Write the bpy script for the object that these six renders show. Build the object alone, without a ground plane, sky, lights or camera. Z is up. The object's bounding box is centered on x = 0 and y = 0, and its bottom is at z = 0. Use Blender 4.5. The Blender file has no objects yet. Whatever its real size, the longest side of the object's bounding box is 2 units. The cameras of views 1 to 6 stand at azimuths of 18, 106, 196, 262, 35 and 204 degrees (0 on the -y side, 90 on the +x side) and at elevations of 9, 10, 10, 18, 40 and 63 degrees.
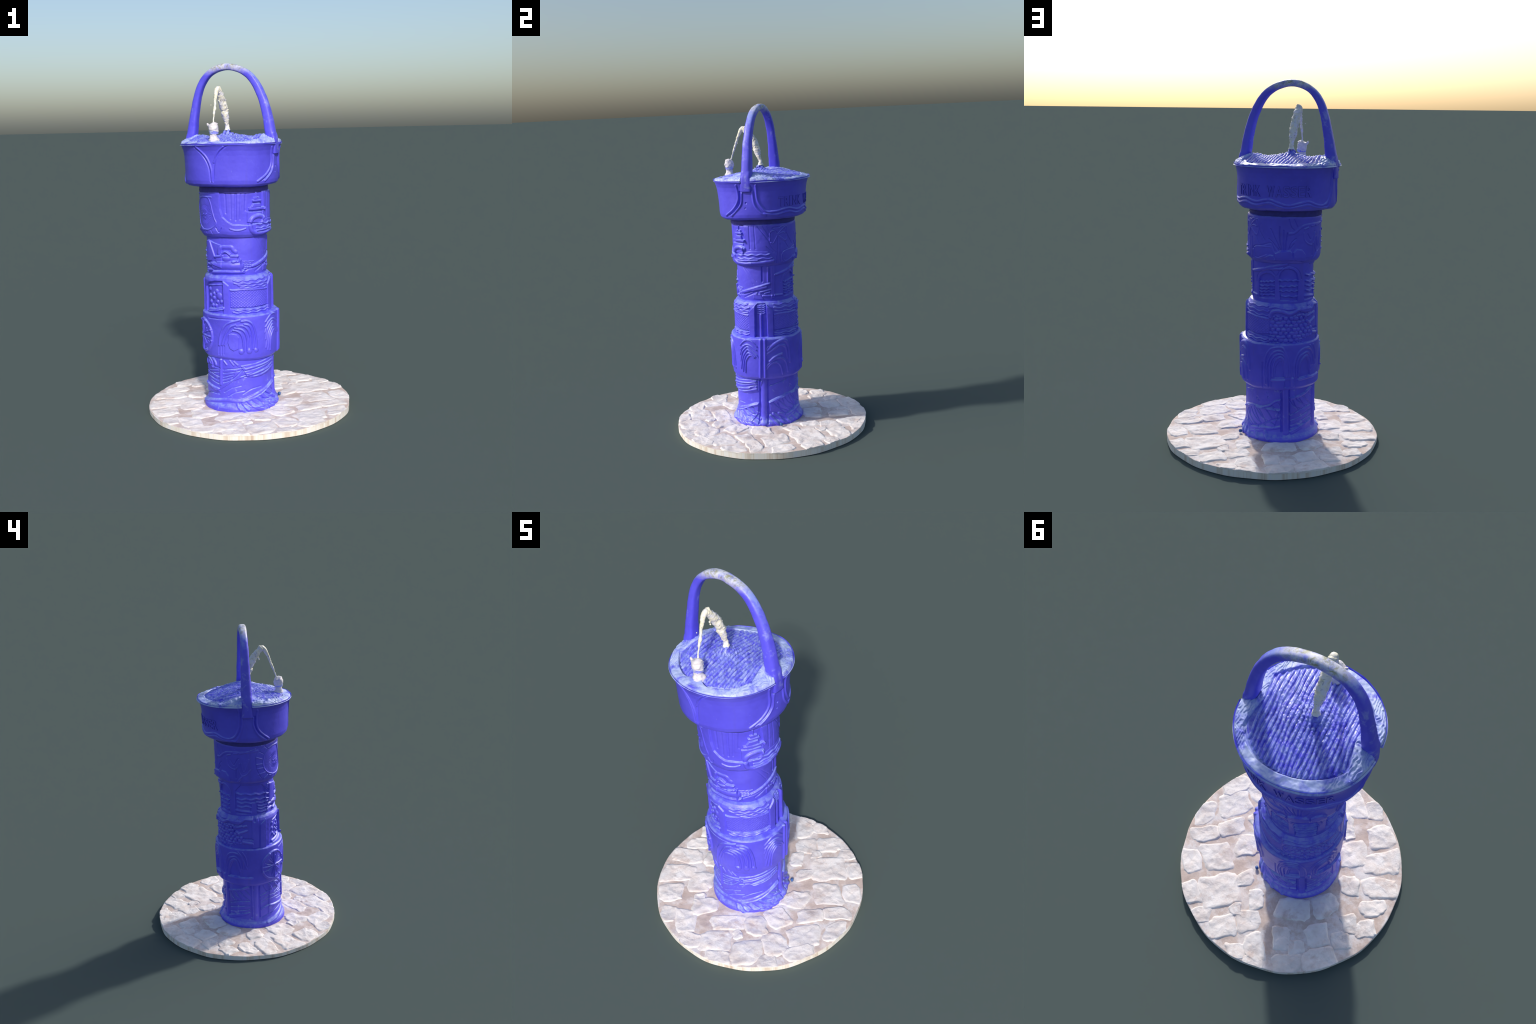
"""Blue ceramic drinking fountain shaped as a bucket on a carved column,
standing on a round patch of stone paving.  Angles are azimuths in degrees
(0 = -y, 90 = +x), relief sizes are millimetres."""
import bpy, bmesh, math
import numpy as np
from mathutils import Vector

rng = np.random.default_rng(7)
TAU = 2 * math.pi

# ------------------------------------------------------------------ noise
_perm = np.random.default_rng(3).random((32, 32, 32))


def vnoise(x, y, z):
    """smooth value noise in [-1, 1]"""
    xi, yi, zi = np.floor(x).astype(int), np.floor(y).astype(int), np.floor(z).astype(int)
    fx, fy, fz = x - xi, y - yi, z - zi
    fx, fy, fz = (f * f * (3 - 2 * f) for f in (fx, fy, fz))
    def g(a, b, c):
        return _perm[(xi + a) & 31, (yi + b) & 31, (zi + c) & 31]
    def l(a, b, t):
        return a + (b - a) * t
    v = l(l(l(g(0, 0, 0), g(1, 0, 0), fx), l(g(0, 1, 0), g(1, 1, 0), fx), fy),
          l(l(g(0, 0, 1), g(1, 0, 1), fx), l(g(0, 1, 1), g(1, 1, 1), fx), fy), fz)
    return v * 2 - 1


def fbm(x, y, z, s, n=3):
    v, a = 0, 1.0
    for k in range(n):
        v = v + a * vnoise(x * s + 11.3 * k, y * s + 5.7 * k, z * s + 3.1 * k)
        s *= 2.03
        a *= 0.5
    return v


def smooth(t):
    t = np.clip(t, 0, 1)
    return t * t * (3 - 2 * t)


def spline(pts, n=7):
    """Catmull-Rom through the control points"""
    p = np.asarray(pts, float)
    if len(p) < 3:
        return p
    q = np.vstack([2 * p[0] - p[1], p, 2 * p[-1] - p[-2]])
    out = []
    for i in range(1, len(q) - 2):
        a, b, c, d = q[i - 1], q[i], q[i + 1], q[i + 2]
        for t in np.linspace(0, 1, n, endpoint=False):
            out.append(.5 * (2 * b + (c - a) * t + (2 * a - 5 * b + 4 * c - d) * t * t + (3 * b - a - 3 * c + d) * t ** 3))
    out.append(p[-1])
    return np.array(out)


# ------------------------------------------------------------------ relief
class Relief:
    """A height field wrapped round a drum, carved with strokes and panels."""

    def __init__(self, radius, theta, z):
        self.R = radius * 1000
        self.A, self.Zm = np.meshgrid(theta, z * 1000)        # degrees, mm
        self.k = math.radians(1) * self.R                      # mm per degree
        self.base = np.zeros_like(self.A)
        self.up = np.zeros_like(self.A)
        self.down = np.zeros_like(self.A)

    def _window(self, pts, pad):
        """local coordinates of the grid cells near the points, seam safe"""
        p = np.asarray(pts, float)
        mid = .5 * (p[:, 0].min() + p[:, 0].max())
        da = (self.A[0] - mid + 180) % 360 - 180
        half = .5 * (p[:, 0].max() - p[:, 0].min()) + pad / self.k
        ci = np.where(np.abs(da) <= half)[0]
        zz = self.Zm[:, 0]
        ri = np.where((zz >= p[:, 1].min() - pad) & (zz <= p[:, 1].max() + pad))[0]
        if not len(ci) or not len(ri):
            return None
        X, Y = np.meshgrid(da[ci] * self.k, zz[ri])
        q = np.column_stack([(p[:, 0] - mid) * self.k, p[:, 1]])
        return np.ix_(ri, ci), X, Y, q

    @staticmethod
    def _dist(X, Y, q):
        d = np.full(X.shape, 1e9)
        for (x0, y0), (x1, y1) in zip(q[:-1], q[1:]):
            ex, ey = x1 - x0, y1 - y0
            t = np.clip(((X - x0) * ex + (Y - y0) * ey) / (ex * ex + ey * ey + 1e-9), 0, 1)
            d = np.minimum(d, np.hypot(X - x0 - t * ex, Y - y0 - t * ey))
        return d

    def _stroke(self, w, curve):
        W = self._window(curve, w * 1.5)
        if W is None:
            return None
        ix, X, Y, q = W
        d = self._dist(X, Y, q) / (w * 1.25)
        return ix, np.clip(1 - d * d, 0, 1) ** .8

    def ridge(self, w, h, *pts):
        s = self._stroke(w, spline(pts))
        if s:
            self.up[s[0]] = np.maximum(self.up[s[0]], h * (1.25 if h < 7.5 else 1) * s[1])

    def groove(self, w, h, *pts):
        s = self._stroke(w, spline(pts))
        if s:
            self.down[s[0]] = np.minimum(self.down[s[0]], -1.3 * h * s[1])

    def ripple(self, w, h, n, amp, *pts):
        p = spline(pts, 12) if len(pts) > 2 else np.asarray(pts, float)
        t = np.linspace(0, 1, int(n * 10) + 2)
        u = np.linspace(0, 1, len(p))
        a = np.interp(t, u, p[:, 0])
        z = np.interp(t, u, p[:, 1]) + amp * .8 * np.cos(t * n * TAU)
        s = self._stroke(w, np.column_stack([a, z]))
        if s:
            self.up[s[0]] = np.maximum(self.up[s[0]], 1.25 * h * s[1])

    def _inside(self, pts, pad):
        W = self._window(pts, pad)
        if W is None:
            return None
        ix, X, Y, q = W
        ins = np.zeros(X.shape, bool)
        r = np.roll(q, -1, 0)
        for (x0, y0), (x1, y1) in zip(q, r):
            c = (y0 > Y) != (y1 > Y)
            ins ^= c & (X < (x1 - x0) * (Y - y0) / (y1 - y0 + 1e-12) + x0)
        d = self._dist(X, Y, np.vstack([q, q[:1]]))
        return ix, X, Y, np.where(ins, d, -d)

    def plateau(self, h, soft, *pts):
        s = self._inside(pts, soft + 3)
        if s:
            self.base[s[0]] += h * smooth(s[3] / soft + .5)

    def net(self, pitch, h, *pts):
        s = self._inside(pts, 3)
        if s:
            ix, X, Y, d = s
            g = 0
            for sgn in (1, -1):
                u = np.abs(((X * .8 + sgn * Y) / pitch) % 1 - .5) * 2     # 1 at the cut
                g = np.maximum(g, smooth((u - .45) / .5))
            self.base[ix] -= h * g * smooth(d / 4)

    def bump(self, r, h, *pts):
        W = self._window(pts, r * 1.6)
        ix, X, Y, q = W
        d = np.hypot(X - q[0, 0], Y - q[0, 1]) / r
        b = h * np.clip(1 - d * d, 0, 1) ** .7
        if h > 0:
            self.up[ix] = np.maximum(self.up[ix], b)
        else:
            self.down[ix] = np.minimum(self.down[ix], b)

    def pebbles(self, w, hgt, h, *pts):
        """rows of rounded stones, staggered and jittered, inside an outline"""
        s = self._inside(pts, 10)
        ix, X, Y, d = s
        f = np.zeros(X.shape)
        g = np.random.default_rng(21)
        for j, y in enumerate(np.arange(Y.min(), Y.max(), hgt)):
            for x in np.arange(X.min() + (j % 2) * w / 2, X.max(), w):
                cx, cy = x + g.uniform(-4, 4), y + g.uniform(-3, 3)
                a, b = w * g.uniform(.42, .62), hgt * g.uniform(.5, .66)
                e = ((np.abs(X - cx) / a) ** 2.6 + (np.abs(Y - cy) / b) ** 2.6)
                f = np.maximum(f, h * g.uniform(.75, 1.1) * np.clip(1 - e, 0, 1) ** .55)
        self.base[ix] += (f - 4) * smooth(d / 6 + .5)

    def disc(self, r, h, soft, at):
        ix, X, Y, q = self._window([at], r + soft + 4)
        d = r - np.hypot(X - q[0, 0], Y - q[0, 1])
        self.base[ix] += h * smooth(d / soft + .5)

    def spoke(self, w, h, at, r0, r1, ang):
        c, s = math.cos(math.radians(ang)), math.sin(math.radians(ang))
        f = self.ridge if h > 0 else self.groove
        f(w, abs(h), (at[0] + r0 * s / self.k, at[1] + r0 * c), (at[0] + r1 * s / self.k, at[1] + r1 * c))

    def ring(self, w, h, at, r, a0=0, a1=360, n=40):
        f = self.ridge if h > 0 else self.groove
        f(w, abs(h), *[(at[0] + r * math.sin(a) / self.k, at[1] + r * math.cos(a))
                       for a in np.radians(np.linspace(a0, a1, n))])

    def height(self):
        return (self.base + self.up + self.down) / 1000



def carve_lighthouse_drum(r):
    # sunken curtain panel with vertical folds
    r.plateau(-10, 4, (353, 1291), (354, 1191), (358, 1144), (366, 1121), (375, 1105), (400, 1100), (426, 1112), (432, 1200), (430, 1291))
    r.groove(5, 2, (3, 1281), (4, 1168))
    r.groove(5, 2, (12, 1281), (12, 1137))
    r.groove(6, 3, (21, 1280), (20, 1132))
    r.groove(5, 2, (30, 1279), (27, 1135))
    r.groove(5, 2, (38, 1282), (36, 1185))
    r.groove(5, 2, (82, 1276), (82, 1140))
    r.groove(4, 1.5, (91, 1276), (92, 1140))
    r.groove(3, 4, (346, 1084), (351, 1059), (356, 1081))
    r.ridge(4, 4, (10, 1082), (19, 1073), (28, 1074), (36, 1083))
    # lighthouse
    r.plateau(10, 2, (39, 1118), (39, 1176), (69, 1173), (69, 1109))
    r.plateau(15, 2, (42, 1186), (42, 1199), (73, 1197), (73, 1183))
    r.plateau(11, 3, (46, 1200), (51, 1221), (64, 1221), (66, 1199))
    r.plateau(14, 2, (49, 1231), (49, 1241), (66, 1240), (66, 1229))
    r.plateau(10, 2, (52, 1242), (52, 1256), (63, 1255), (64, 1240))
    r.ridge(4, 6, (57, 1257), (57, 1290))
    # curling wave below the lighthouse
    r.plateau(2, 4, (50, 1110), (76, 1122), (84, 1127), (113, 1120), (124, 1066), (121, 1045), (88, 1046), (55, 1055))
    r.ridge(11, 11, (70, 1140), (59, 1150), (48, 1139), (44, 1109), (46, 1073), (54, 1052), (66, 1046), (83, 1048))
    r.ridge(9, 6, (66, 1046), (83, 1050), (103, 1054), (122, 1064))
    r.ripple(4, 4.5, 4, 4, (55, 1103), (116, 1103))
    r.ripple(4, 4.5, 4, 4, (55, 1081), (120, 1080))
    r.ridge(4, 9, (55, 1068), (95, 1071))
    # palm tree
    r.groove(3, 2.5, (132, 1208), (129, 1051))
    r.groove(3, 2.5, (136, 1164), (136, 1052))
    r.ridge(3, 2.5, (132, 1219), (125, 1245), (118, 1234), (117, 1188))
    r.ridge(3, 2.5, (132, 1219), (127, 1193), (123, 1171), (119, 1174))
    r.ridge(3, 2.5, (132, 1219), (140, 1196), (148, 1178))
    r.ridge(3, 2.5, (132, 1221), (141, 1230), (147, 1225))
    r.groove(3, 2.5, (131, 1230), (125, 1249), (123, 1262), (136, 1266))
    r.ridge(3, 2.5, (132, 1225), (143, 1255), (151, 1264), (152, 1221), (150, 1183))
    r.groove(3, 2.5, (97, 1276), (114, 1192), (120, 1144), (128, 1111))
    r.groove(3, 2.5, (106, 1275), (118, 1204))
    r.groove(3, 2, (113, 1273), (120, 1225))
    r.groove(3, 2.5, (111, 1151), (123, 1113))
    r.ridge(3, 2.5, (141, 1110), (152, 1122), (174, 1118))
    r.ridge(3, 2.5, (141, 1106), (143, 1058), (157, 1059), (172, 1071))
    # grass tuft, hill line and boulders
    r.groove(3, 3, (189, 1107), (181, 1166), (174, 1216))
    r.groove(3, 3, (191, 1107), (188, 1166), (188, 1230))
    r.groove(3, 3, (194, 1107), (194, 1167), (194, 1212))
    r.groove(3, 3, (197, 1107), (198, 1152), (200, 1197))
    r.groove(3, 3, (187, 1106), (178, 1142), (171, 1163))
    r.groove(3, 3, (202, 1107), (206, 1144), (213, 1166))
    r.groove(3, 3, (186, 1102), (182, 1121), (176, 1149))
    r.groove(3, 2.5, (203, 1107), (210, 1137))
    r.groove(3, 2.5, (202, 1268), (205, 1230), (210, 1211))
    r.groove(3, 2.5, (210, 1267), (215, 1230))
    r.ridge(6, 3, (202, 1193), (210, 1197), (219, 1222), (227, 1235), (241, 1240), (256, 1241), (283, 1248))
    r.plateau(6, 7, (167, 1045), (167, 1068), (173, 1077), (178, 1075), (182, 1049))
    r.plateau(8, 7, (180, 1049), (181, 1087), (189, 1099), (204, 1103), (207, 1092), (209, 1050))
    r.plateau(8, 7, (209, 1050), (209, 1092), (214, 1110), (223, 1106), (229, 1080), (230, 1041))
    r.groove(4, 2.5, (138, 1101), (143, 1117), (159, 1129), (174, 1141), (177, 1127), (180, 1098))
    r.ridge(4, 2.5, (138, 1101), (138, 1066), (144, 1048), (159, 1065), (167, 1075))
    r.groove(3, 2.5, (150, 1224), (157, 1189), (164, 1154))
    r.groove(3, 2.5, (145, 1177), (153, 1138))
    r.ridge(3, 2.5, (130, 1223), (141, 1187), (147, 1181), (151, 1198), (150, 1239), (143, 1267), (135, 1260))
    # tulips
    r.ridge(4, 2.5, (226, 1194), (228, 1154), (238, 1131), (246, 1140), (249, 1193))
    r.groove(3, 2.5, (233, 1188), (239, 1159), (242, 1169), (248, 1202))
    r.groove(4, 3, (244, 1133), (243, 1096), (243, 1073))
    r.ridge(3, 2.5, (250, 1171), (249, 1125), (254, 1091), (262, 1098), (269, 1128))
    r.ridge(3, 2.5, (254, 1171), (255, 1134), (259, 1121), (267, 1197))
    # dashed path
    r.ridge(4, 4, (227, 1216), (234, 1224))
    r.ridge(4, 4, (240, 1231), (247, 1234))
    r.ridge(4, 4, (251, 1233), (265, 1245))
    r.ridge(4, 4, (270, 1251), (279, 1261))
    r.ridge(4, 4, (285, 1275), (291, 1275))
    r.ridge(5, 4, (246, 1051), (254, 1084))
    # sun face with ray collar
    for a in range(0, 360, 12):
        r.spoke(1.8, -1.6, (322, 1160), 30, 52, a)
    r.groove(2.5, 2.5, (299, 1274), (287, 1243), (280, 1215), (279, 1171), (281, 1124), (286, 1085), (293, 1053))
    r.ridge(3, 4, (280, 1206), (291, 1190))
    r.ridge(3, 4, (280, 1160), (291, 1158))
    r.ridge(3, 4, (281, 1131), (293, 1131))
    r.ridge(3, 4, (283, 1093), (297, 1101))
    r.ridge(3, 4, (295, 1060), (302, 1078))
    r.groove(2.5, 2.5, (287, 1239), (295, 1222))
    r.groove(2.5, 2.5, (297, 1269), (306, 1244))
    r.ridge(3.5, 3, (339, 1255), (313, 1256), (299, 1226), (294, 1180), (295, 1133), (303, 1095), (318, 1070), (307, 1073), (329, 1072), (341, 1087), (347, 1108), (344, 1135), (340, 1178), (336, 1228), (328, 1257), (304, 1249))
    r.groove(2.5, 2.5, (325, 1061), (324, 1043))
    r.groove(2.5, 2.5, (336, 1070), (338, 1051))
    r.bump(6, 4, (318, 1159))
    r.bump(6, 4, (326, 1161))
    r.bump(6, 4, (324, 1156))
    r.bump(9, 2, (323, 1136))


def carve_bridge_drum(r):
    # post and pipe stubs
    r.plateau(8, 3, (310, 1007), (323, 1007), (335, 922), (327, 895), (303, 878), (305, 985))
    r.ridge(8, 8, (302, 863), (327, 875))
    r.ridge(8, 8, (301, 829), (328, 841))
    # pump wheel on a pipe
    r.plateau(5, 6, (337, 910), (381, 918), (379, 898), (374, 887), (342, 883), (335, 894))
    r.bump(26, 8, (359, 914))
    r.ridge(6, 11, (336, 916), (352, 921))
    r.ridge(6, 11, (7, 923), (21, 924))
    r.ridge(6, 13, (350, 925), (353, 940), (359, 945), (366, 931))
    r.ridge(10, 5, (344, 938), (346, 960), (352, 971), (361, 972), (369, 972), (373, 956), (377, 948))
    r.ridge(20, 13, (331, 864), (385, 868))
    r.ridge(5, 15, (26, 902), (26, 841))
    r.ridge(8, 11, (12, 889), (21, 894))
    r.ridge(10, 13, (330, 827), (391, 835))
    # ripples and river bank
    r.ripple(2.5, 3.5, 3, 1.1, (28, 893), (52, 891))
    r.ripple(2.5, 3.5, 3, 1.1, (28, 881), (46, 881))
    r.ripple(2.5, 3.5, 3, 1.1, (29, 871), (46, 871))
    r.ripple(2.5, 3.5, 3, 1.1, (29, 861), (46, 861))
    r.ripple(2.5, 3.5, 3, 1.1, (29, 852), (45, 852))
    r.ridge(7, 9, (53, 865), (72, 884), (107, 899), (49, 863), (84, 895), (114, 921))
    r.groove(5, 3, (31, 833), (40, 849), (56, 856), (76, 874))
    r.groove(5, 3, (56, 834), (79, 861))
    r.groove(3, 1.5, (56, 1023), (68, 975), (80, 918))
    r.groove(3, 1.5, (65, 1016), (87, 939))
    # bridge pier
    r.ridge(6, 5, (112, 1017), (111, 935))
    r.groove(5, 5, (100, 1023), (99, 937))
    r.plateau(5, 3, (118, 1037), (126, 1035), (123, 827), (116, 825))
    r.ridge(5, 5, (94, 869), (115, 882))
    r.ridge(4, 5, (103, 860), (114, 867))
    r.ridge(6, 5, (100, 845), (118, 844))
    r.ridge(6, 5, (124, 846), (141, 844))
    r.bump(8, 6, (86, 860))
    r.plateau(4, 6, (79, 857), (94, 858), (101, 823), (78, 826))
    r.ridge(6, 6, (126, 974), (147, 983), (169, 998), (194, 1001))
    r.ridge(7, 6, (129, 974), (166, 1002), (184, 1016), (202, 1028))
    # bridge arches with water
    r.plateau(-10, 2.5, (145, 831), (144, 924), (148, 949), (156, 966), (164, 973), (173, 970), (179, 956), (180, 937), (180, 840))
    r.plateau(-11, 2.5, (190, 827), (188, 957), (191, 980), (197, 996), (206, 1000), (215, 993), (221, 974), (224, 939), (223, 823))
    r.groove(2.5, 2.5, (139, 921), (141, 950), (151, 978), (163, 990), (174, 985), (181, 964))
    r.groove(2.5, 2.5, (184, 964), (190, 992), (198, 1009), (207, 1015), (219, 1003), (227, 977), (230, 941))
    r.ripple(3.5, 9, 4, 2.5, (147, 919), (179, 931))
    r.ripple(3.5, 9, 2.5, 3, (147, 898), (179, 908))
    r.ripple(3.5, 8, 3, 3, (146, 880), (179, 890))
    r.ripple(3.5, 8, 3, 3, (146, 864), (179, 875))
    r.ripple(3.5, 8, 2.5, 3, (147, 847), (179, 858))
    r.ripple(4, 10, 3.5, 3, (188, 936), (224, 935))
    r.ripple(4, 10, 3, 3, (190, 902), (222, 905))
    r.ripple(4, 10, 3, 3, (190, 879), (222, 878))
    r.ripple(4, 10, 2, 3, (192, 850), (222, 847))
    # flat arch with water
    r.plateau(-6, 3, (237, 840), (238, 972), (250, 1017), (297, 1011), (311, 959), (311, 917), (307, 815), (284, 810), (283, 894), (272, 898), (270, 823), (239, 821))
    r.ripple(5, 10, 3.5, 4, (240, 959), (310, 948))
    r.ripple(5, 10, 3.5, 4, (241, 924), (310, 916))
    r.ripple(4.5, 9, 1.5, 4, (241, 900), (271, 896))
    r.ripple(4.5, 9, 1, 4, (283, 894), (309, 894))
    r.ripple(4.5, 9, 1.5, 4, (242, 872), (270, 871))
    r.ripple(4, 9, 1.5, 3, (286, 871), (311, 869))
    r.ripple(4, 9, 1.5, 3, (286, 852), (311, 852))
    r.ripple(4, 9, 1.5, 3, (285, 834), (311, 829))
    r.ridge(8, 9, (239, 845), (269, 833))
    r.groove(3, 3, (238, 975), (250, 1017))
    r.groove(3, 3, (298, 1007), (313, 963))
    r.plateau(5, 3, (314, 1013), (350, 982), (350, 852), (312, 888))
    r.ridge(7, 10, (309, 871), (338, 868))


def carve_gate_drum(r):
    # niche with pebbles
    r.plateau(-14, 3, (305, 595), (306, 740), (317, 767), (336, 780), (351, 780), (353, 619))
    r.bump(13, 8, (318, 727))
    r.bump(13, 8, (318, 690))
    r.bump(12, 8, (330, 704))
    r.bump(13, 8, (329, 679))
    r.bump(14, 8, (337, 719))
    r.bump(22, 8, (342, 691))
    r.bump(12, 8, (326, 635))
    r.bump(12, 8, (334, 636))
    r.bump(12, 8, (320, 654))
    r.bump(12, 8, (338, 659))
    r.bump(12, 8, (347, 658))
    r.ridge(3, 5, (313, 749), (351, 760))
    r.ridge(9, 10, (315, 607), (336, 613), (353, 625))
    # pilaster and net panel
    r.plateau(9, 2, (353, 781), (363, 756), (363, 591), (354, 589))
    r.plateau(3, 2, (5, 734), (35, 737), (74, 730), (74, 638), (34, 634), (6, 633))
    r.net(15, 1.6, (5, 734), (35, 737), (74, 730), (74, 638), (34, 634), (6, 633))
    r.groove(4, 6, (6, 630), (34, 632), (74, 632))
    r.ridge(4, 5, (5, 734), (35, 739), (73, 731))
    r.ripple(4, 4, 4, 4, (11, 786), (71, 794))
    r.ripple(4, 4, 4, 4, (12, 770), (75, 774))
    r.ripple(4, 4, 3.5, 4, (19, 758), (74, 758))
    r.ripple(3.5, 4, 3, 3, (22, 748), (73, 745))
    r.ripple(4, 5, 4, 4, (9, 605), (74, 609))
    r.ripple(4, 5, 4, 4, (13, 617), (73, 624))
    # gate with a column
    r.plateau(9, 2, (75, 752), (87, 793), (85, 588), (74, 585))
    r.plateau(9, 2, (108, 797), (119, 755), (118, 588), (108, 588))
    r.plateau(-10, 2, (87, 789), (91, 802), (106, 802), (108, 788), (108, 588), (85, 588))
    r.ridge(10, 11, (97, 733), (96, 594))
    r.ripple(3, 6, 2, 2, (91, 789), (105, 791))
    r.ripple(3, 6, 2, 2, (91, 778), (105, 779))
    r.ripple(3, 6, 2, 2, (91, 765), (105, 767))
    r.ripple(3, 6, 2, 2, (91, 753), (105, 755))
    r.ripple(3, 6, 2, 2, (90, 741), (105, 743))
    # second net panel
    r.plateau(3, 2, (120, 732), (136, 731), (174, 724), (154, 734), (175, 725), (176, 643), (154, 636), (120, 628), (144, 636), (120, 636))
    r.net(15, 1.6, (120, 732), (136, 731), (174, 724), (154, 734), (175, 725), (176, 643), (154, 636), (120, 628), (144, 636), (120, 636))
    r.ridge(4, 5, (121, 733), (136, 735), (174, 726), (154, 734), (175, 727))
    r.groove(4, 6, (120, 633), (144, 634), (182, 625), (154, 633), (176, 640))
    r.ripple(3, 3.5, 5, 4, (121, 793), (170, 794), (175, 806))
    r.ripple(3, 3.5, 5, 4, (121, 774), (172, 768), (176, 787))
    r.ripple(3, 3.5, 5, 4, (122, 754), (171, 744), (176, 756))
    r.ripple(4, 5, 6, 4, (120, 603), (174, 598), (172, 602))
    r.ripple(4, 5, 6, 4, (120, 614), (174, 611), (172, 618))
    # wave cornice and pebble wall
    r.ridge(10, 13, (177, 741), (180, 763), (187, 774), (196, 770), (207, 756), (215, 764), (224, 779), (236, 766), (246, 777), (227, 777), (234, 772), (241, 765), (248, 777), (256, 795), (267, 791))
    r.ridge(6, 6, (176, 787), (186, 794), (206, 781), (225, 789), (238, 780), (252, 799), (243, 799), (264, 811))
    r.pebbles(29, 20, 11, (177, 737), (187, 747), (207, 736), (224, 751), (246, 751), (234, 743), (250, 677), (252, 624), (219, 606), (235, 593), (204, 594), (176, 596))
    r.ridge(7, 8, (233, 742), (241, 737), (249, 746))
    r.ridge(7, 8, (253, 744), (258, 749))
    r.ridge(7, 8, (239, 707), (245, 699), (259, 716))
    # ledge and pilaster
    r.groove(6, 8, (252, 662), (269, 654))
    r.ridge(8, 8, (252, 638), (268, 628))
    r.plateau(5, 3, (269, 819), (281, 810), (282, 597), (268, 596))
    r.groove(8, 6, (273, 818), (274, 780))
    r.plateau(7, 4, (285, 755), (297, 784), (296, 586), (283, 591))


def carve_fountain_drum(r):
    # compass rose
    rose = (307, 458)
    r.disc(100, 5, 5, rose)
    r.ring(5, 3.5, rose, 93)
    for a in range(0, 360, 45):
        r.spoke(4, 5.5 if a % 90 == 0 else 4, rose, 4, 88 if a % 90 == 0 else 62, a)
        r.spoke(2.5, 4, rose, 20, 60, a + 14)
        r.spoke(2.5, -3, rose, 12, 75, a + 22.5)
    for a in (20, 65, 105, 150, 250, 335):
        r.bump(9, 9, (rose[0] + 93 * math.sin(math.radians(a)) / r.k, rose[1] + 93 * math.cos(math.radians(a))))
    # fountain with a shield
    r.groove(4, 3, (323, 566), (348, 567), (370, 570))
    r.ridge(5, 5, (344, 415), (347, 477), (354, 525), (363, 551), (378, 570))
    r.ridge(5, 5, (349, 417), (355, 476), (363, 523), (371, 540))
    r.ridge(4, 4, (353, 415), (358, 469), (365, 503))
    r.ridge(5, 6, (20, 561), (28, 564), (35, 548), (39, 518), (42, 460), (43, 394))
    r.ridge(5, 6, (24, 545), (31, 537), (35, 507), (37, 454), (37, 400))
    r.ridge(5, 6, (13, 534), (22, 535), (29, 513), (33, 468), (33, 402))
    r.ridge(5, 6, (10, 521), (19, 515), (25, 494), (28, 457), (28, 396))
    r.ridge(5, 6, (7, 507), (13, 505), (19, 487), (22, 450), (23, 389))
    r.plateau(6, 3, (359, 433), (361, 482), (364, 488), (373, 485), (376, 467), (375, 402), (368, 389), (362, 401))
    r.bump(16, 7, (19, 385))
    r.bump(18, 7, (31, 389))
    r.bump(14, 7, (42, 392))
    r.groove(3, 3, (344, 410), (343, 360))
    r.groove(3, 3, (349, 413), (348, 359))
    r.groove(3, 3, (353, 415), (352, 361))
    # falling water beside the trunk
    r.ridge(4.5, 5, (59, 544), (66, 570), (73, 582), (81, 576), (90, 543))
    r.ridge(4.5, 5, (59, 516), (67, 544), (73, 553), (79, 547), (89, 521))
    r.ridge(4.5, 5, (59, 445), (63, 502), (71, 533), (75, 537), (81, 515), (89, 488))
    r.ridge(4.5, 5, (59, 395), (64, 471), (72, 515), (76, 517), (87, 478))
    r.ridge(4.5, 5, (63, 380), (67, 459), (73, 496), (78, 496), (85, 471))
    r.ridge(4, 5, (68, 375), (70, 447), (76, 481), (82, 486))
    r.ridge(4, 4, (58, 485), (62, 523), (65, 543))
    # twin trunk and branches
    r.ridge(8, 9, (97, 588), (94, 346))
    r.ridge(8, 10, (104, 587), (102, 346))
    r.ridge(5, 5, (89, 488), (94, 459))
    r.ridge(9, 6, (108, 520), (116, 549), (127, 570), (136, 574), (142, 547), (145, 477), (146, 432))
    r.ridge(6, 5, (107, 498), (120, 530), (129, 545), (138, 528), (141, 459))
    r.ridge(7, 8, (110, 449), (119, 477), (131, 490))
    r.ridge(5, 5, (104, 415), (111, 440), (121, 465), (131, 462), (138, 430), (141, 369))
    r.ridge(5, 5, (105, 401), (113, 435), (122, 440), (128, 415), (131, 363))
    r.ridge(5, 5, (105, 490), (104, 517), (109, 542))
    # nested arches
    r.ridge(5, 4.5, (175, 368), (173, 446), (175, 519), (181, 560), (188, 574), (198, 575), (203, 547), (208, 491), (210, 412))
    r.ridge(5, 4.5, (178, 354), (176, 448), (179, 504), (185, 542), (193, 557), (201, 543), (205, 504), (207, 412))
    r.ridge(5, 5, (182, 355), (181, 458), (183, 502), (189, 531), (196, 537), (202, 524), (204, 484), (205, 413))
    r.ridge(5, 5, (185, 412), (186, 463), (189, 503), (196, 522), (201, 504), (203, 468), (203, 413))
    r.plateau(-6, 3, (188, 404), (190, 472), (194, 496), (198, 496), (200, 469), (202, 405))
    r.ridge(5, 4.5, (217, 409), (216, 457), (219, 507), (224, 544), (233, 563), (244, 555), (252, 511), (257, 458))
    r.ridge(5, 4.5, (220, 408), (220, 467), (224, 513), (231, 532), (239, 536), (245, 505), (248, 459))
    r.ridge(5, 5, (223, 402), (225, 473), (230, 505), (237, 519), (242, 492), (246, 437))
    r.ridge(4, 4, (251, 571), (256, 533), (258, 484))
    r.ridge(4, 4, (243, 573), (250, 532), (251, 458))
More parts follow.
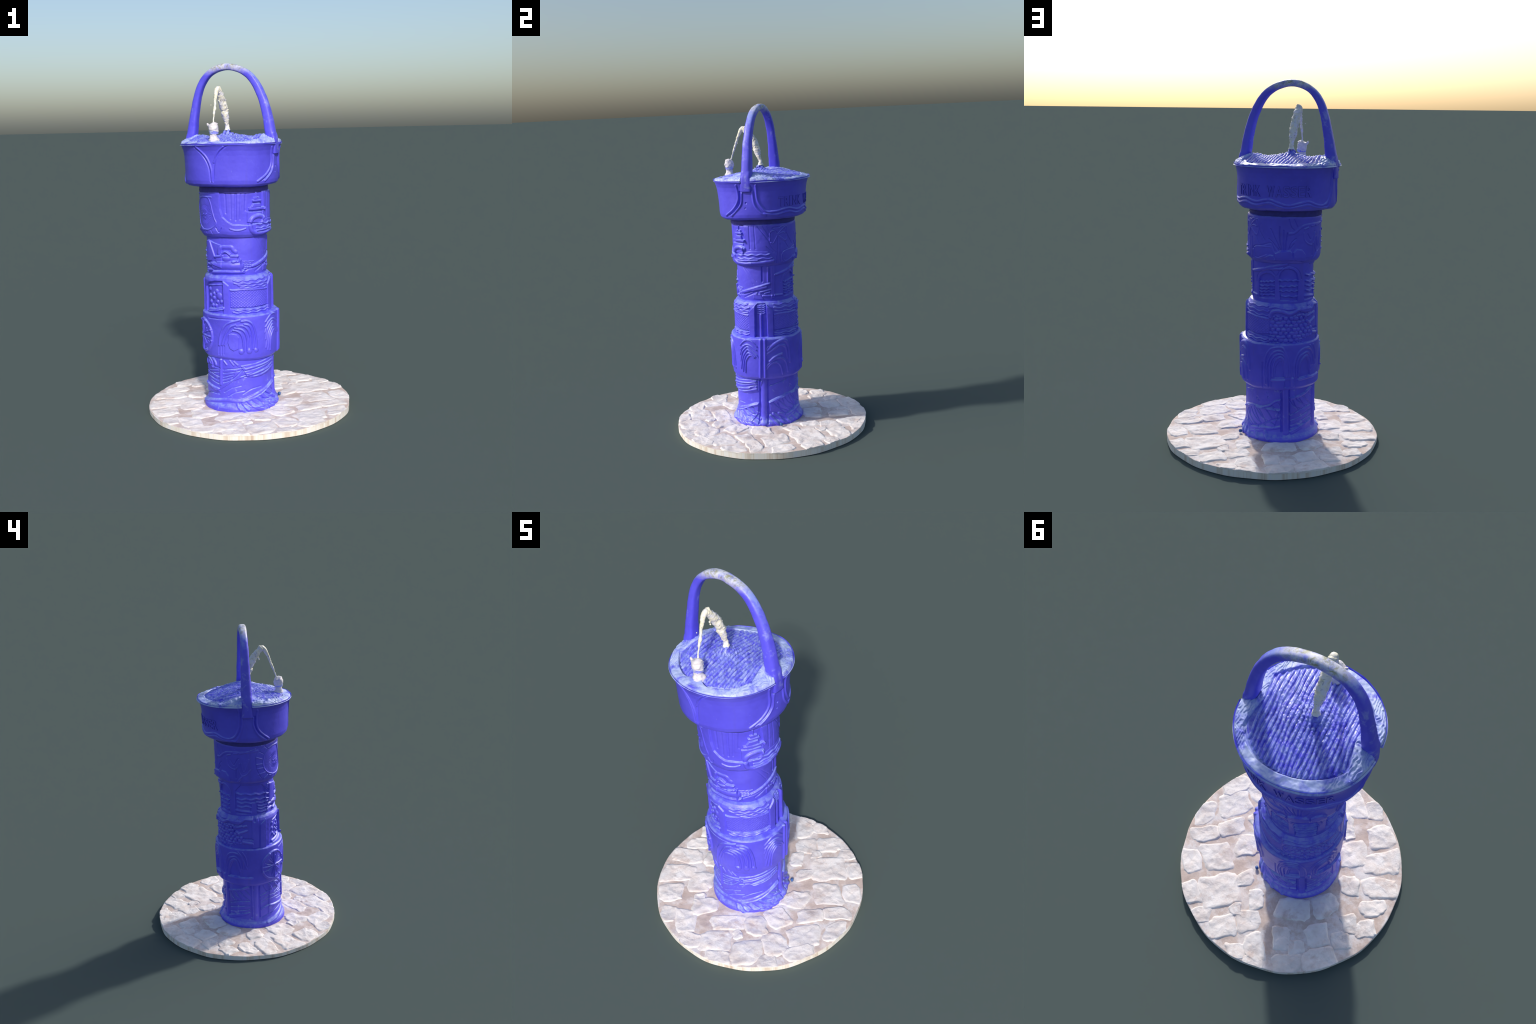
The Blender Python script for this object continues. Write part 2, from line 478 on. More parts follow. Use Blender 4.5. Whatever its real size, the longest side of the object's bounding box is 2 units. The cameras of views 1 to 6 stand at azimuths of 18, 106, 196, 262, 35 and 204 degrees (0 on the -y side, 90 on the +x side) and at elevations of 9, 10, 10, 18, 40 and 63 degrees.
    r.plateau(-6, 3, (224, 398), (227, 460), (232, 500), (237, 503), (240, 486), (244, 431), (245, 402))
    # door sills
    r.ridge(6, 7, (184, 390), (202, 391))
    r.ridge(6, 7, (223, 390), (240, 392), (229, 392), (244, 391), (266, 394))
    r.ridge(8, 7, (214, 395), (215, 354))
    r.plateau(-7, 4, (203, 389), (211, 388), (210, 344), (202, 346))
    r.groove(4, 3, (170, 341), (170, 485))


def carve_foot_drum(r):
    # stake, reeds and bank
    r.ridge(7, 8, (344, 323), (343, 181))
    r.ridge(7, 6, (310, 329), (321, 309), (323, 285))
    r.ridge(7, 6, (322, 334), (330, 311), (333, 292))
    r.groove(3, 4, (312, 251), (339, 271))
    r.groove(3, 4, (311, 233), (339, 252))
    r.groove(3, 4, (314, 215), (339, 208))
    r.groove(3, 4, (317, 196), (339, 182))
    r.ridge(7, 7, (300, 167), (321, 157), (338, 149))
    r.groove(3, 4, (348, 267), (368, 280), (386, 291))
    r.groove(3, 4, (348, 248), (365, 259), (379, 272))
    r.groove(3, 4, (348, 225), (367, 247))
    r.groove(3, 4, (347, 208), (365, 230))
    r.groove(3, 4, (348, 191), (361, 209), (372, 239), (383, 280))
    r.plateau(6, 4, (301, 325), (295, 106), (336, 139), (349, 163), (367, 210), (385, 234), (397, 226), (415, 229), (433, 236), (452, 252), (457, 316), (380, 346))
    r.ridge(5, 4, (350, 317), (355, 298))
    r.ridge(5, 4, (1, 324), (7, 301))
    r.ridge(5, 4, (8, 321), (14, 303))
    r.ridge(5, 4, (27, 279), (42, 290), (59, 297), (84, 306))
    r.ridge(5, 4, (29, 249), (49, 257), (73, 269))
    r.groove(4, 3, (25, 230), (37, 238), (63, 252), (83, 277))
    r.groove(4, 2.5, (356, 111), (369, 139), (385, 151))
    r.groove(4, 2.5, (22, 130), (38, 159), (56, 165))
    r.groove(4, 2.5, (348, 133), (364, 164), (379, 181))
    # rope roots
    r.ridge(9, 6, (291, 55), (348, 87), (373, 89), (382, 93), (403, 119), (417, 135), (445, 166))
    r.ridge(10, 8, (30, 91), (38, 67), (54, 32))
    r.ridge(10, 8, (38, 105), (48, 70), (65, 32))
    r.ridge(10, 8, (46, 113), (59, 75), (78, 32))
    r.ridge(10, 8, (54, 125), (67, 89), (90, 40))
    r.ridge(9, 7, (64, 142), (76, 106), (91, 74))
    r.ridge(9, 8, (22, 76), (30, 45))
    r.ridge(9, 8, (13, 73), (18, 47))
    # column, masonry and furrows
    r.ridge(16, 8, (100, 327), (98, 50))
    r.groove(5, 5, (93, 322), (90, 49))
    r.groove(5, 5, (108, 322), (105, 49))
    r.plateau(6, 3, (19, 298), (87, 330), (87, 258), (52, 232), (29, 235))
    r.groove(3, 4, (23, 266), (65, 294), (87, 308))
    r.groove(3, 4, (19, 237), (65, 276), (87, 290))
    r.groove(3, 4, (34, 234), (65, 255), (87, 272))
    r.ridge(7, 7, (19, 88), (52, 121), (73, 155), (88, 170))
    r.plateau(5, 4, (19, 88), (52, 121), (73, 155), (88, 170), (87, 108), (77, 58), (34, 54))
    r.groove(4, 5, (49, 112), (58, 91), (72, 83))
    r.groove(4, 5, (62, 127), (72, 106), (82, 102))
    r.groove(4, 5, (76, 149), (81, 129), (88, 117))
    r.ridge(8, 7, (19, 55), (26, 25), (40, 19))
    r.ridge(8, 7, (39, 68), (50, 47), (60, 33))
    r.ridge(8, 7, (57, 68), (66, 47), (74, 33))
    r.ridge(8, 7, (71, 69), (77, 54))
    r.ridge(7, 7, (108, 177), (126, 202), (153, 217), (194, 209))
    r.plateau(4, 4, (108, 177), (126, 202), (153, 217), (194, 209), (185, 102), (141, 86), (109, 122))
    r.groove(3, 4, (116, 174), (127, 138), (144, 106))
    r.groove(3, 4, (126, 188), (140, 142), (160, 104))
    r.groove(3, 4, (138, 203), (149, 157), (171, 115))
    r.groove(3, 4, (150, 216), (166, 162), (187, 123))
    r.ridge(9, 8, (109, 90), (117, 60), (122, 35))
    r.ridge(9, 8, (115, 102), (126, 74), (131, 48))
    r.ridge(9, 8, (125, 102), (137, 75), (143, 38))
    r.ridge(9, 6, (141, 82), (157, 98), (179, 101))
    r.ridge(9, 8, (151, 81), (159, 45))
    r.ridge(9, 8, (170, 83), (176, 43))
    r.groove(3, 4, (111, 285), (129, 300), (144, 312))
    # column with ploughed fields
    r.ridge(16, 8, (204, 334), (205, 86))
    r.groove(5, 5, (197, 326), (198, 87))
    r.groove(5, 5, (210, 324), (211, 93))
    r.ridge(6, 7, (119, 185), (147, 216), (161, 215), (176, 231), (187, 258), (195, 266))
    r.groove(3, 4, (124, 170), (131, 116), (139, 96))
    r.groove(3, 4, (134, 190), (139, 146), (150, 112))
    r.groove(3, 4, (148, 201), (155, 162), (164, 120))
    r.groove(3, 4, (158, 209), (166, 170), (173, 134))
    r.groove(3, 4, (170, 218), (178, 181), (183, 154))
    r.groove(3, 4, (181, 235), (188, 208), (198, 177))
    r.groove(3, 3, (190, 253), (195, 237))
    r.groove(4, 5, (139, 94), (164, 120), (183, 152), (196, 164))
    r.ridge(7, 5, (141, 69), (172, 94), (195, 112))
    r.bump(6, -4, (173, 306))
    r.bump(10, -4, (153, 266))
    r.bump(8, -4, (157, 257))
    r.bump(7, -4, (175, 280))
    r.ridge(6, 7, (212, 274), (226, 281), (239, 292), (255, 316))
    r.groove(3, 4, (211, 260), (219, 228), (229, 210))
    r.groove(3, 4, (221, 276), (231, 242), (247, 216))
    r.groove(3, 4, (235, 280), (251, 237))
    r.groove(3, 4, (212, 178), (227, 196), (249, 214))
    r.groove(3, 3, (212, 150), (230, 169), (251, 187))
    r.groove(3, 3, (212, 121), (252, 154))
    r.groove(3, 3, (212, 101), (252, 133))
    r.ridge(8, 5, (214, 79), (233, 101), (252, 125))
    r.ridge(10, 5, (262, 324), (262, 96))
    # column with reeds
    r.ridge(14, 6.5, (270, 327), (269, 93))
    r.groove(5, 5, (260, 324), (261, 100))
    r.groove(5, 5, (277, 319), (277, 95))
    r.ridge(6, 6, (212, 269), (237, 288), (257, 314))
    r.groove(3, 4, (217, 260), (222, 224), (227, 203))
    r.groove(3, 4, (228, 271), (237, 232), (242, 209))
    r.groove(3, 4, (239, 278), (248, 242), (256, 223))
    r.groove(3, 4, (249, 293), (258, 259))
    r.groove(4, 4, (213, 179), (236, 208), (258, 215))
    r.groove(3, 3, (213, 150), (257, 185))
    r.groove(3, 3, (212, 118), (257, 157))
    r.ridge(6, 6, (212, 83), (235, 113), (257, 131))
    r.groove(4, 4, (279, 252), (311, 282), (343, 274))
    r.groove(4, 4, (285, 319), (292, 277))
    r.ridge(5, 5, (299, 316), (305, 279))
    r.ridge(6, 6, (313, 309), (323, 274))
    r.groove(3, 3, (278, 222), (301, 243), (341, 225))
    r.groove(3, 3, (280, 201), (300, 218), (340, 200))
    r.ridge(6, 6, (281, 154), (300, 167), (338, 140))
    r.groove(4, 4, (280, 92), (309, 114), (338, 120))


def carve_bucket(r):
    # petal seams
    r.groove(4, 4, (332, 1535), (344, 1487), (351, 1427), (353, 1349))
    r.ridge(5, 4, (336, 1535), (348, 1483), (354, 1418), (355, 1349))
    r.groove(4, 4, (14, 1542), (5, 1508), (-1, 1453), (-4, 1349))
    r.ridge(5, 4, (10, 1536), (3, 1504), (-2, 1453))
    # seams and wave bands
    r.ridge(6, 5, (73, 1529), (74, 1444), (65, 1386), (51, 1348))
    r.ridge(6, 5, (80, 1482), (78, 1416), (70, 1377), (62, 1347))
    r.groove(4, 4, (77, 1491), (76, 1425), (69, 1381), (57, 1350))
    r.ridge(6, 5, (94, 1490), (96, 1415), (103, 1367), (110, 1346))
    r.ridge(6, 5, (99, 1527), (100, 1443), (106, 1390), (112, 1367), (123, 1369), (141, 1383), (158, 1367), (174, 1379), (185, 1363), (196, 1349), (208, 1360), (219, 1371), (231, 1351), (241, 1346), (249, 1368), (254, 1424), (255, 1503), (254, 1532))
    r.ridge(6, 4.5, (108, 1356), (122, 1347), (141, 1363), (158, 1347), (174, 1362), (185, 1345), (196, 1335), (208, 1343), (219, 1354), (229, 1340), (243, 1331), (251, 1339), (258, 1424), (259, 1483))
    r.ridge(6, 5, (273, 1480), (273, 1430), (279, 1373), (290, 1331))
    r.ridge(6, 5, (278, 1526), (277, 1438), (282, 1387), (294, 1340))
    r.groove(4, 4, (275, 1488), (275, 1434), (281, 1382), (292, 1338))
    r.bump(6, -5, (85, 1423))
    r.bump(5, -4, (84, 1392))


# ------------------------------------------------------------------ meshes
def make_mesh(name, verts, faces, mat, smooth_shade=True):
    """verts (n,3) array; faces (m,4) or list"""
    me = bpy.data.meshes.new(name)
    if isinstance(faces, np.ndarray):
        m, k = faces.shape
        me.vertices.add(len(verts))
        me.vertices.foreach_set('co', np.asarray(verts, np.float32).ravel())
        me.loops.add(m * k)
        me.loops.foreach_set('vertex_index', faces.astype(np.int32).ravel())
        me.polygons.add(m)
        me.polygons.foreach_set('loop_start', np.arange(0, m * k, k, dtype=np.int32))
        me.update(calc_edges=True)
        me.validate()
    else:
        me.from_pydata([tuple(v) for v in verts], [], faces)
    me.polygons.foreach_set('use_smooth', [smooth_shade] * len(me.polygons))
    for m_ in (mat if isinstance(mat, (list, tuple)) else [mat]):
        me.materials.append(m_)
    return me


def add(name, me, parent):
    ob = bpy.data.objects.new(name, me)
    bpy.context.scene.collection.objects.link(ob)
    ob.parent = parent
    return ob


def grid_faces(nr, nc, wrap=True):
    r, c = np.meshgrid(np.arange(nr - 1), np.arange(nc if wrap else nc - 1), indexing='ij')
    r, c = r.ravel(), c.ravel()
    c2 = (c + 1) % nc
    return np.column_stack([r * nc + c, r * nc + c2, (r + 1) * nc + c2, (r + 1) * nc + c])


def column_centre(z):
    """the column leans a little towards -x as it rises"""
    return np.interp(z, [0, .3, .46, .69, .91, 1.16, 1.33, 1.55], [-.0394, -.0394, -.036, -.0455, -.0525, -.056, -.0655, -.070]), \
        np.interp(z, [0, .3, .46, .69, .91, 1.16, 1.33, 1.55], [-.031, -.031, -.024, -.022, -.0155, -.019, -.020, -.0155])


def swell(deg):
    """where the lip of the bucket bulges out of round"""
    d = lambda a: (deg - a + 180) % 360 - 180
    return np.exp(-(d(217) / 28) ** 2) + .9 * np.exp(-(d(32) / 22) ** 2) + .6 * np.exp(-(d(150) / 16) ** 2) \
        - .75 * np.exp(-(d(82) / 20) ** 2) - .75 * np.exp(-(d(266) / 17) ** 2)


NT = 800
THETA = np.arange(NT) * 360 / NT


def drum(name, centre, radius, profile, carve, mat, parent, step=.0019, rough=.0012, notch=False, fade=.012, square=0):
    """a turned drum: profile of (z, radius) corners, then carved relief"""
    prof = np.array(profile, float)
    rows = [prof[0]]
    for a, b in zip(prof[:-1], prof[1:]):
        n = max(1, int(np.hypot(*(b - a)) / step))
        rows += [a + (b - a) * t for t in np.linspace(0, 1, n + 1)[1:]]
    rows = np.array(rows)
    z, rad = rows[:, 0], rows[:, 1]
    # soften the corners
    for _ in range(3):
        rad[1:-1] = .25 * rad[:-2] + .5 * rad[1:-1] + .25 * rad[2:]
    rel = Relief(radius, THETA, z)
    carve(rel)
    h = rel.height()
    # relief fades where the profile turns away from the wall
    k = np.ones(len(z))
    inset = radius - rad
    k = np.where(inset > fade, np.clip(1 - (inset - fade) / .012, 0, 1), k)
    th = np.radians(THETA)[None, :]
    sx, sy = np.sin(th), -np.cos(th)
    r = rad[:, None] + h * k[:, None]
    if square:
        # the lip is not quite round
        r = r + square * swell(THETA)[None, :] * smooth((z[:, None] - 1.38) / .16)
    x, y, zz = r * sx, r * sy, np.broadcast_to(z[:, None], r.shape)
    wob = fbm(x, y, zz, 9, 2) * rough * 1.6 + fbm(x, y, zz, 60, 2) * rough * .35
    r = r + wob
    if notch:
        # slots cut through the lip for the handle feet
        for a0 in (85.5, 265.5):
            inn = np.abs((THETA - a0 + 180) % 360 - 180) < 6.0
            r = np.where(inn[None, :] & (z[:, None] > 1.485), np.minimum(r, .268), r)
    cx, cy = centre
    v = np.stack([cx + r * sx, cy + r * sy, zz + fbm(x, y, zz * 0, 9, 3) * .0032], -1).reshape(-1, 3)
    # the relief rows run upwards, so the quad order faces outwards
    return add(name, make_mesh(name, v, grid_faces(len(z), NT), mat), parent)


# ------------------------------------------------------------------ materials
def new_mat(name):
    m = bpy.data.materials.new(name)
    m.use_nodes = True
    nt = m.node_tree
    b = nt.nodes['Principled BSDF']
    tc = nt.nodes.new('ShaderNodeTexCoord')
    return m, nt, b, tc


def N(nt, kind, **kw):
    n = nt.nodes.new(kind)
    for k, v in kw.items():
        if k.startswith('i_'):
            n.inputs[k[2:].replace('_', ' ')].default_value = v
        else:
            setattr(n, k, v)
    return n


def noise(nt, vec, scale, detail=4, rough=.6, dist=0):
    n = N(nt, 'ShaderNodeTexNoise')
    n.inputs['Scale'].default_value = scale
    n.inputs['Detail'].default_value = detail
    n.inputs['Roughness'].default_value = rough
    n.inputs['Distortion'].default_value = dist
    nt.links.new(vec, n.inputs['Vector'])
    return n.outputs['Fac']


def ramp(nt, fac, *stops):
    r = N(nt, 'ShaderNodeValToRGB')
    while len(r.color_ramp.elements) < len(stops):
        r.color_ramp.elements.new(.5)
    for e, (p, c) in zip(r.color_ramp.elements, stops):
        e.position = p
        e.color = (c, c, c, 1) if isinstance(c, (int, float)) else (*c, 1)
    nt.links.new(fac, r.inputs['Fac'])
    return r.outputs['Color']


def mix(nt, fac, a, b, mode='MIX'):
    m = N(nt, 'ShaderNodeMix', data_type='RGBA', blend_type=mode)
    for i, val in ((0, fac), (6, a), (7, b)):
        if hasattr(val, 'links'):
            nt.links.new(val, m.inputs[i])
        elif i == 0:
            m.inputs[0].default_value = val
        else:
            m.inputs[i].default_value = (*val, 1)
    return m.outputs[2]


def math_(nt, op, a, b):
    m = N(nt, 'ShaderNodeMath', operation=op)
    m.use_clamp = True
    for i, v in enumerate((a, b)):
        if hasattr(v, 'links'):
            nt.links.new(v, m.inputs[i])
        else:
            m.inputs[i].default_value = v
    return m.outputs[0]


def bump(nt, fac, b, strength, dist):
    n = N(nt, 'ShaderNodeBump')
    n.inputs['Strength'].default_value = strength
    n.inputs['Distance'].default_value = dist
    nt.links.new(fac, n.inputs['Height'])
    nt.links.new(n.outputs['Normal'], b.inputs['Normal'])


def srgb(r, g, b):
    return tuple(((c / 255 + .055) / 1.055) ** 2.4 if c > 10 else c / 255 / 12.92 for c in (r, g, b))


BLUE = srgb(88, 82, 226)
BLUE_DARK = srgb(80, 74, 212)
BLUE_PALE = srgb(98, 94, 234)
LIME = srgb(190, 203, 234)


def glaze(name, lime=0.0, lime_scale=14, dark=BLUE_DARK, base=BLUE, pale=BLUE_PALE, moss=False, rough=.42, glint_and_dust=.56):
    """blue glaze with uneven coats; lime adds chalky scale in patches"""
    m, nt, b, tc = new_mat(name)
    o = tc.outputs['Object']
    c = ramp(nt, noise(nt, o, 5, 4), (.3, dark), (.52, base), (.75, pale))
    streak = N(nt, 'ShaderNodeMapping')
    streak.inputs['Scale'].default_value = (1, 1, .12)
    nt.links.new(o, streak.inputs['Vector'])
    c = mix(nt, math_(nt, 'MULTIPLY', ramp(nt, noise(nt, streak.outputs[0], 30, 3), (.55, 0), (.75, 1)), .18), c, srgb(92, 84, 170))
    speck = ramp(nt, noise(nt, o, 130, 2), (.71, 0), (.75, 1))
    c = mix(nt, math_(nt, 'MULTIPLY', speck, .35), c, srgb(150, 165, 225))
    if lime:
        f = ramp(nt, noise(nt, o, lime_scale, 6, .65, .4), (.62 - .3 * lime, 0), (.8 - .3 * lime, 1))
        c = mix(nt, math_(nt, 'MULTIPLY', f, min(1, .5 + lime * .5)), c, LIME)
    if glint_and_dust:
        # sky reflection painted pale on up-facing ledges, plus dusty scale in ragged patches
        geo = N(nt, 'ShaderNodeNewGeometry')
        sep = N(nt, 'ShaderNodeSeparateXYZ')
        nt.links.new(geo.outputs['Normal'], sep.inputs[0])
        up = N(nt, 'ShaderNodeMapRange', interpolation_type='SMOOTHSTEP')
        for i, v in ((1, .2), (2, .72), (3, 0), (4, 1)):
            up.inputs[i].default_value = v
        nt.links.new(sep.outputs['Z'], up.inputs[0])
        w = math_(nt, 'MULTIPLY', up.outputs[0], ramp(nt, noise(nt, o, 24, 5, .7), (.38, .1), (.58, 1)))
        c = mix(nt, math_(nt, 'MULTIPLY', w, glint_and_dust), c, srgb(148, 166, 228))
    if moss:
        # lichen and bleached paint on the crown of the handle
        sep = N(nt, 'ShaderNodeSeparateXYZ')
        nt.links.new(o, sep.inputs[0])
        top = N(nt, 'ShaderNodeMapRange')
        for i, v in ((1, 1.935), (2, 1.985), (3, 0), (4, 1)):
            top.inputs[i].default_value = v
        nt.links.new(sep.outputs['Z'], top.inputs[0])
        w = math_(nt, 'MULTIPLY', top.outputs[0], ramp(nt, noise(nt, o, 25, 4), (.3, 0), (.55, 1)))
        c = mix(nt, w, c, srgb(206, 208, 222))
        w2 = math_(nt, 'MULTIPLY', top.outputs[0], ramp(nt, noise(nt, o, 34, 6, .75, .6), (.47, 0), (.6, 1)))
        c = mix(nt, math_(nt, 'MULTIPLY', w2, .85), c, srgb(138, 140, 98))
    nt.links.new(c, b.inputs['Base Color'])
    b.inputs['Roughness'].default_value = rough
    b.inputs['Specular IOR Level'].default_value = .5
    bump(nt, noise(nt, o, 90, 4), b, .25, .002)
    return m


def plain(name, col, rough=.8, var=.15, scale=40, bmp=.3):
    m, nt, b, tc = new_mat(name)
    o = tc.outputs['Object']
    f = noise(nt, o, scale, 4)
    lo = tuple(c * (1 - var) for c in col)
    hi = tuple(min(1, c * (1 + var)) for c in col)
    nt.links.new(ramp(nt, f, (.35, lo), (.65, hi)), b.inputs['Base Color'])
    b.inputs['Roughness'].default_value = rough
    bump(nt, f, b, bmp, .002)
    return m


def water_mat():
    m, nt, b, tc = new_mat('foaming_water')
    o = tc.outputs['Object']
    c = ramp(nt, noise(nt, o, 45, 5, .65), (.3, srgb(206, 202, 176)), (.45, srgb(232, 228, 205)), (.6, srgb(226, 226, 228)))
    d = ramp(nt, noise(nt, o, 70, 4, .6, .5), (.6, 0), (.68, 1))
    c = mix(nt, math_(nt, 'MULTIPLY', d, .55), c, srgb(104, 106, 140))
    nt.links.new(c, b.inputs['Base Color'])
    b.inputs['Roughness'].default_value = .5
    return m


def stone_mat():
    m, nt, b, tc = new_mat('pale_limestone')
    o = tc.outputs['Object']
    c = ramp(nt, noise(nt, o, 14, 6, .6), (.3, srgb(218, 206, 200)), (.5, srgb(236, 229, 225)), (.7, srgb(246, 242, 240)))
    d = ramp(nt, noise(nt, o, 9, 7, .7, .3), (.55, 0), (.66, 1))
    c = mix(nt, math_(nt, 'MULTIPLY', d, .7), c, srgb(206, 186, 176))
    e = ramp(nt, noise(nt, o, 23, 6, .7, 1), (.64, 0), (.7, 1))
    c = mix(nt, math_(nt, 'MULTIPLY', e, .5), c, srgb(176, 174, 184))
    info = N(nt, 'ShaderNodeObjectInfo')
    hv = N(nt, 'ShaderNodeHueSaturation')
    mr = N(nt, 'ShaderNodeMapRange')
    mr.inputs[3].default_value = .93
    mr.inputs[4].default_value = 1.05
    nt.links.new(info.outputs['Random'], mr.inputs[0])
    nt.links.new(mr.outputs[0], hv.inputs['Value'])
    nt.links.new(c, hv.inputs['Color'])
    nt.links.new(hv.outputs[0], b.inputs['Base Color'])
    b.inputs['Roughness'].default_value = .85
    bump(nt, noise(nt, o, 48, 8, .72), b, .7, .006)
    return m


def mortar_mat():
    m, nt, b, tc = new_mat('sandy_mortar')
    o = tc.outputs['Object']
    c = ramp(nt, noise(nt, o, 11, 7, .65), (.3, srgb(190, 170, 160)), (.48, srgb(208, 190, 180)), (.62, srgb(228, 218, 214)))
    d = ramp(nt, noise(nt, o, 6, 6, .7), (.52, 0), (.62, 1))
    c = mix(nt, math_(nt, 'MULTIPLY', d, .85), c, srgb(232, 228, 228))
    e = ramp(nt, noise(nt, o, 5, 3, .6), (.68, 0), (.78, 1))
    c = mix(nt, math_(nt, 'MULTIPLY', e, .35), c, srgb(150, 146, 104))
    nt.links.new(c, b.inputs['Base Color'])
    b.inputs['Roughness'].default_value = .9
    bump(nt, noise(nt, o, 70, 6, .7), b, .5, .004)
    return m


def edge_mat():
    """cut side of the paving: colours smeared straight down"""
    m, nt, b, tc = new_mat('cut_edge')
    mp = N(nt, 'ShaderNodeMapping')
    mp.inputs['Scale'].default_value = (1, 1, .02)
    nt.links.new(tc.outputs['Object'], mp.inputs['Vector'])
    c = ramp(nt, noise(nt, mp.outputs[0], 22, 6, .7), (.3, srgb(190, 168, 152)), (.42, srgb(218, 206, 192)), (.52, srgb(234, 230, 222)), (.68, srgb(228, 228, 232)))
    nt.links.new(c, b.inputs['Base Color'])
    b.inputs['Roughness'].default_value = .9
    return m


# ------------------------------------------------------------------ the thing
fountain = bpy.data.objects.new('drinking_fountain', None)
bpy.context.scene.collection.objects.link(fountain)
fountain['label'] = 'blue carved column with bucket top and water jet on stone paving'
fountain['category'] = 'drinking fountain'

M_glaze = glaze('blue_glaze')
M_foot = glaze('blue_glaze_dusty', lime=.06, lime_scale=30, glint_and_dust=.75)
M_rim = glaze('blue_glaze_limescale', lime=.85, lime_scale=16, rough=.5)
M_tray = glaze('blue_glaze_deep', lime=.35, lime_scale=40, dark=srgb(52, 48, 176), base=srgb(66, 60, 200), rough=.35)  # deeper, smoother blue for the tray between the bars
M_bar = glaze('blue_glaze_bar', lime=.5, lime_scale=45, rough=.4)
M_handle = glaze('blue_glaze_handle', lime=.14, moss=True, glint_and_dust=.8)
M_neck = plain('shaded_joint', srgb(58, 54, 146), .7)  # shade under the bucket put into the joint's dark blue
M_ink = plain('letter_outline', srgb(70, 66, 178), .6)
M_water = water_mat()
M_spout = plain('chalky_spout', srgb(214, 210, 216), .6, .12, 60)
M_stone, M_mortar, M_edge = stone_mat(), mortar_mat(), edge_mat()

# ---- column drums, from the ground up
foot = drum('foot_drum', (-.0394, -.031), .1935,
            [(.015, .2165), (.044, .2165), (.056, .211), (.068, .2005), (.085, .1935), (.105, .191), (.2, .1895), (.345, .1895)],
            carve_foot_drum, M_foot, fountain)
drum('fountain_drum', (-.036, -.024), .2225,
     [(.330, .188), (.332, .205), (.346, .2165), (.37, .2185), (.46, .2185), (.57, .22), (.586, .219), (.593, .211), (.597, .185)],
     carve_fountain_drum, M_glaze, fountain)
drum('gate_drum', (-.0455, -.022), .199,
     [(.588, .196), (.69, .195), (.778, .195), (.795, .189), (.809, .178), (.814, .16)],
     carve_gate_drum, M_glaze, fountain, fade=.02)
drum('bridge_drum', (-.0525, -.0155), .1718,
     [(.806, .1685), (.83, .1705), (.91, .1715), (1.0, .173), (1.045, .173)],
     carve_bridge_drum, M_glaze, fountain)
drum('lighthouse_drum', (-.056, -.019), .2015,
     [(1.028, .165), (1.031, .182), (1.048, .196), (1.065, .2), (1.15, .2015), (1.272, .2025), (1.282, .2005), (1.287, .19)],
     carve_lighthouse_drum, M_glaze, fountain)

# the joint under the bucket
neck = drum('neck_joint', (-.0616, -.0194), .2,
            [(1.278, .18), (1.279, .197), (1.288, .198), (1.294, .2005), (1.302, .198), (1.325, .2)],
            lambda r: None, M_neck, fountain)

# ---- bucket
BC = (-.068, -.0165)
RIM = .2925
SQUARE = .008


def roof(x, y):
    """domed top of the bucket; higher along the line of the handle feet"""
    ang = math.radians(85.5)
    dx, dy = x + .070, y + .0155
    s = dx * math.sin(ang) - dy * math.cos(ang)
    q = np.hypot(dx, dy) / RIM
    c2 = s * s / (dx * dx + dy * dy + 1e-9)
    q = np.clip(q, 0, 1)
    return 1.5580 + .047 * (1 - q ** 1.35) + .030 * c2 ** 3 * smooth((q - .4) / .3) * (1 - q ** 5)


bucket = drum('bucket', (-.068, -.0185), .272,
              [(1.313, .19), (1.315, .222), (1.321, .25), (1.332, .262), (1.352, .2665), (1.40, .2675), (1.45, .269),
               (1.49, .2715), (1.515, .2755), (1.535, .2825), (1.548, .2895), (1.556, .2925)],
              carve_bucket, M_glaze, fountain, rough=.0006, notch=True, square=SQUARE)


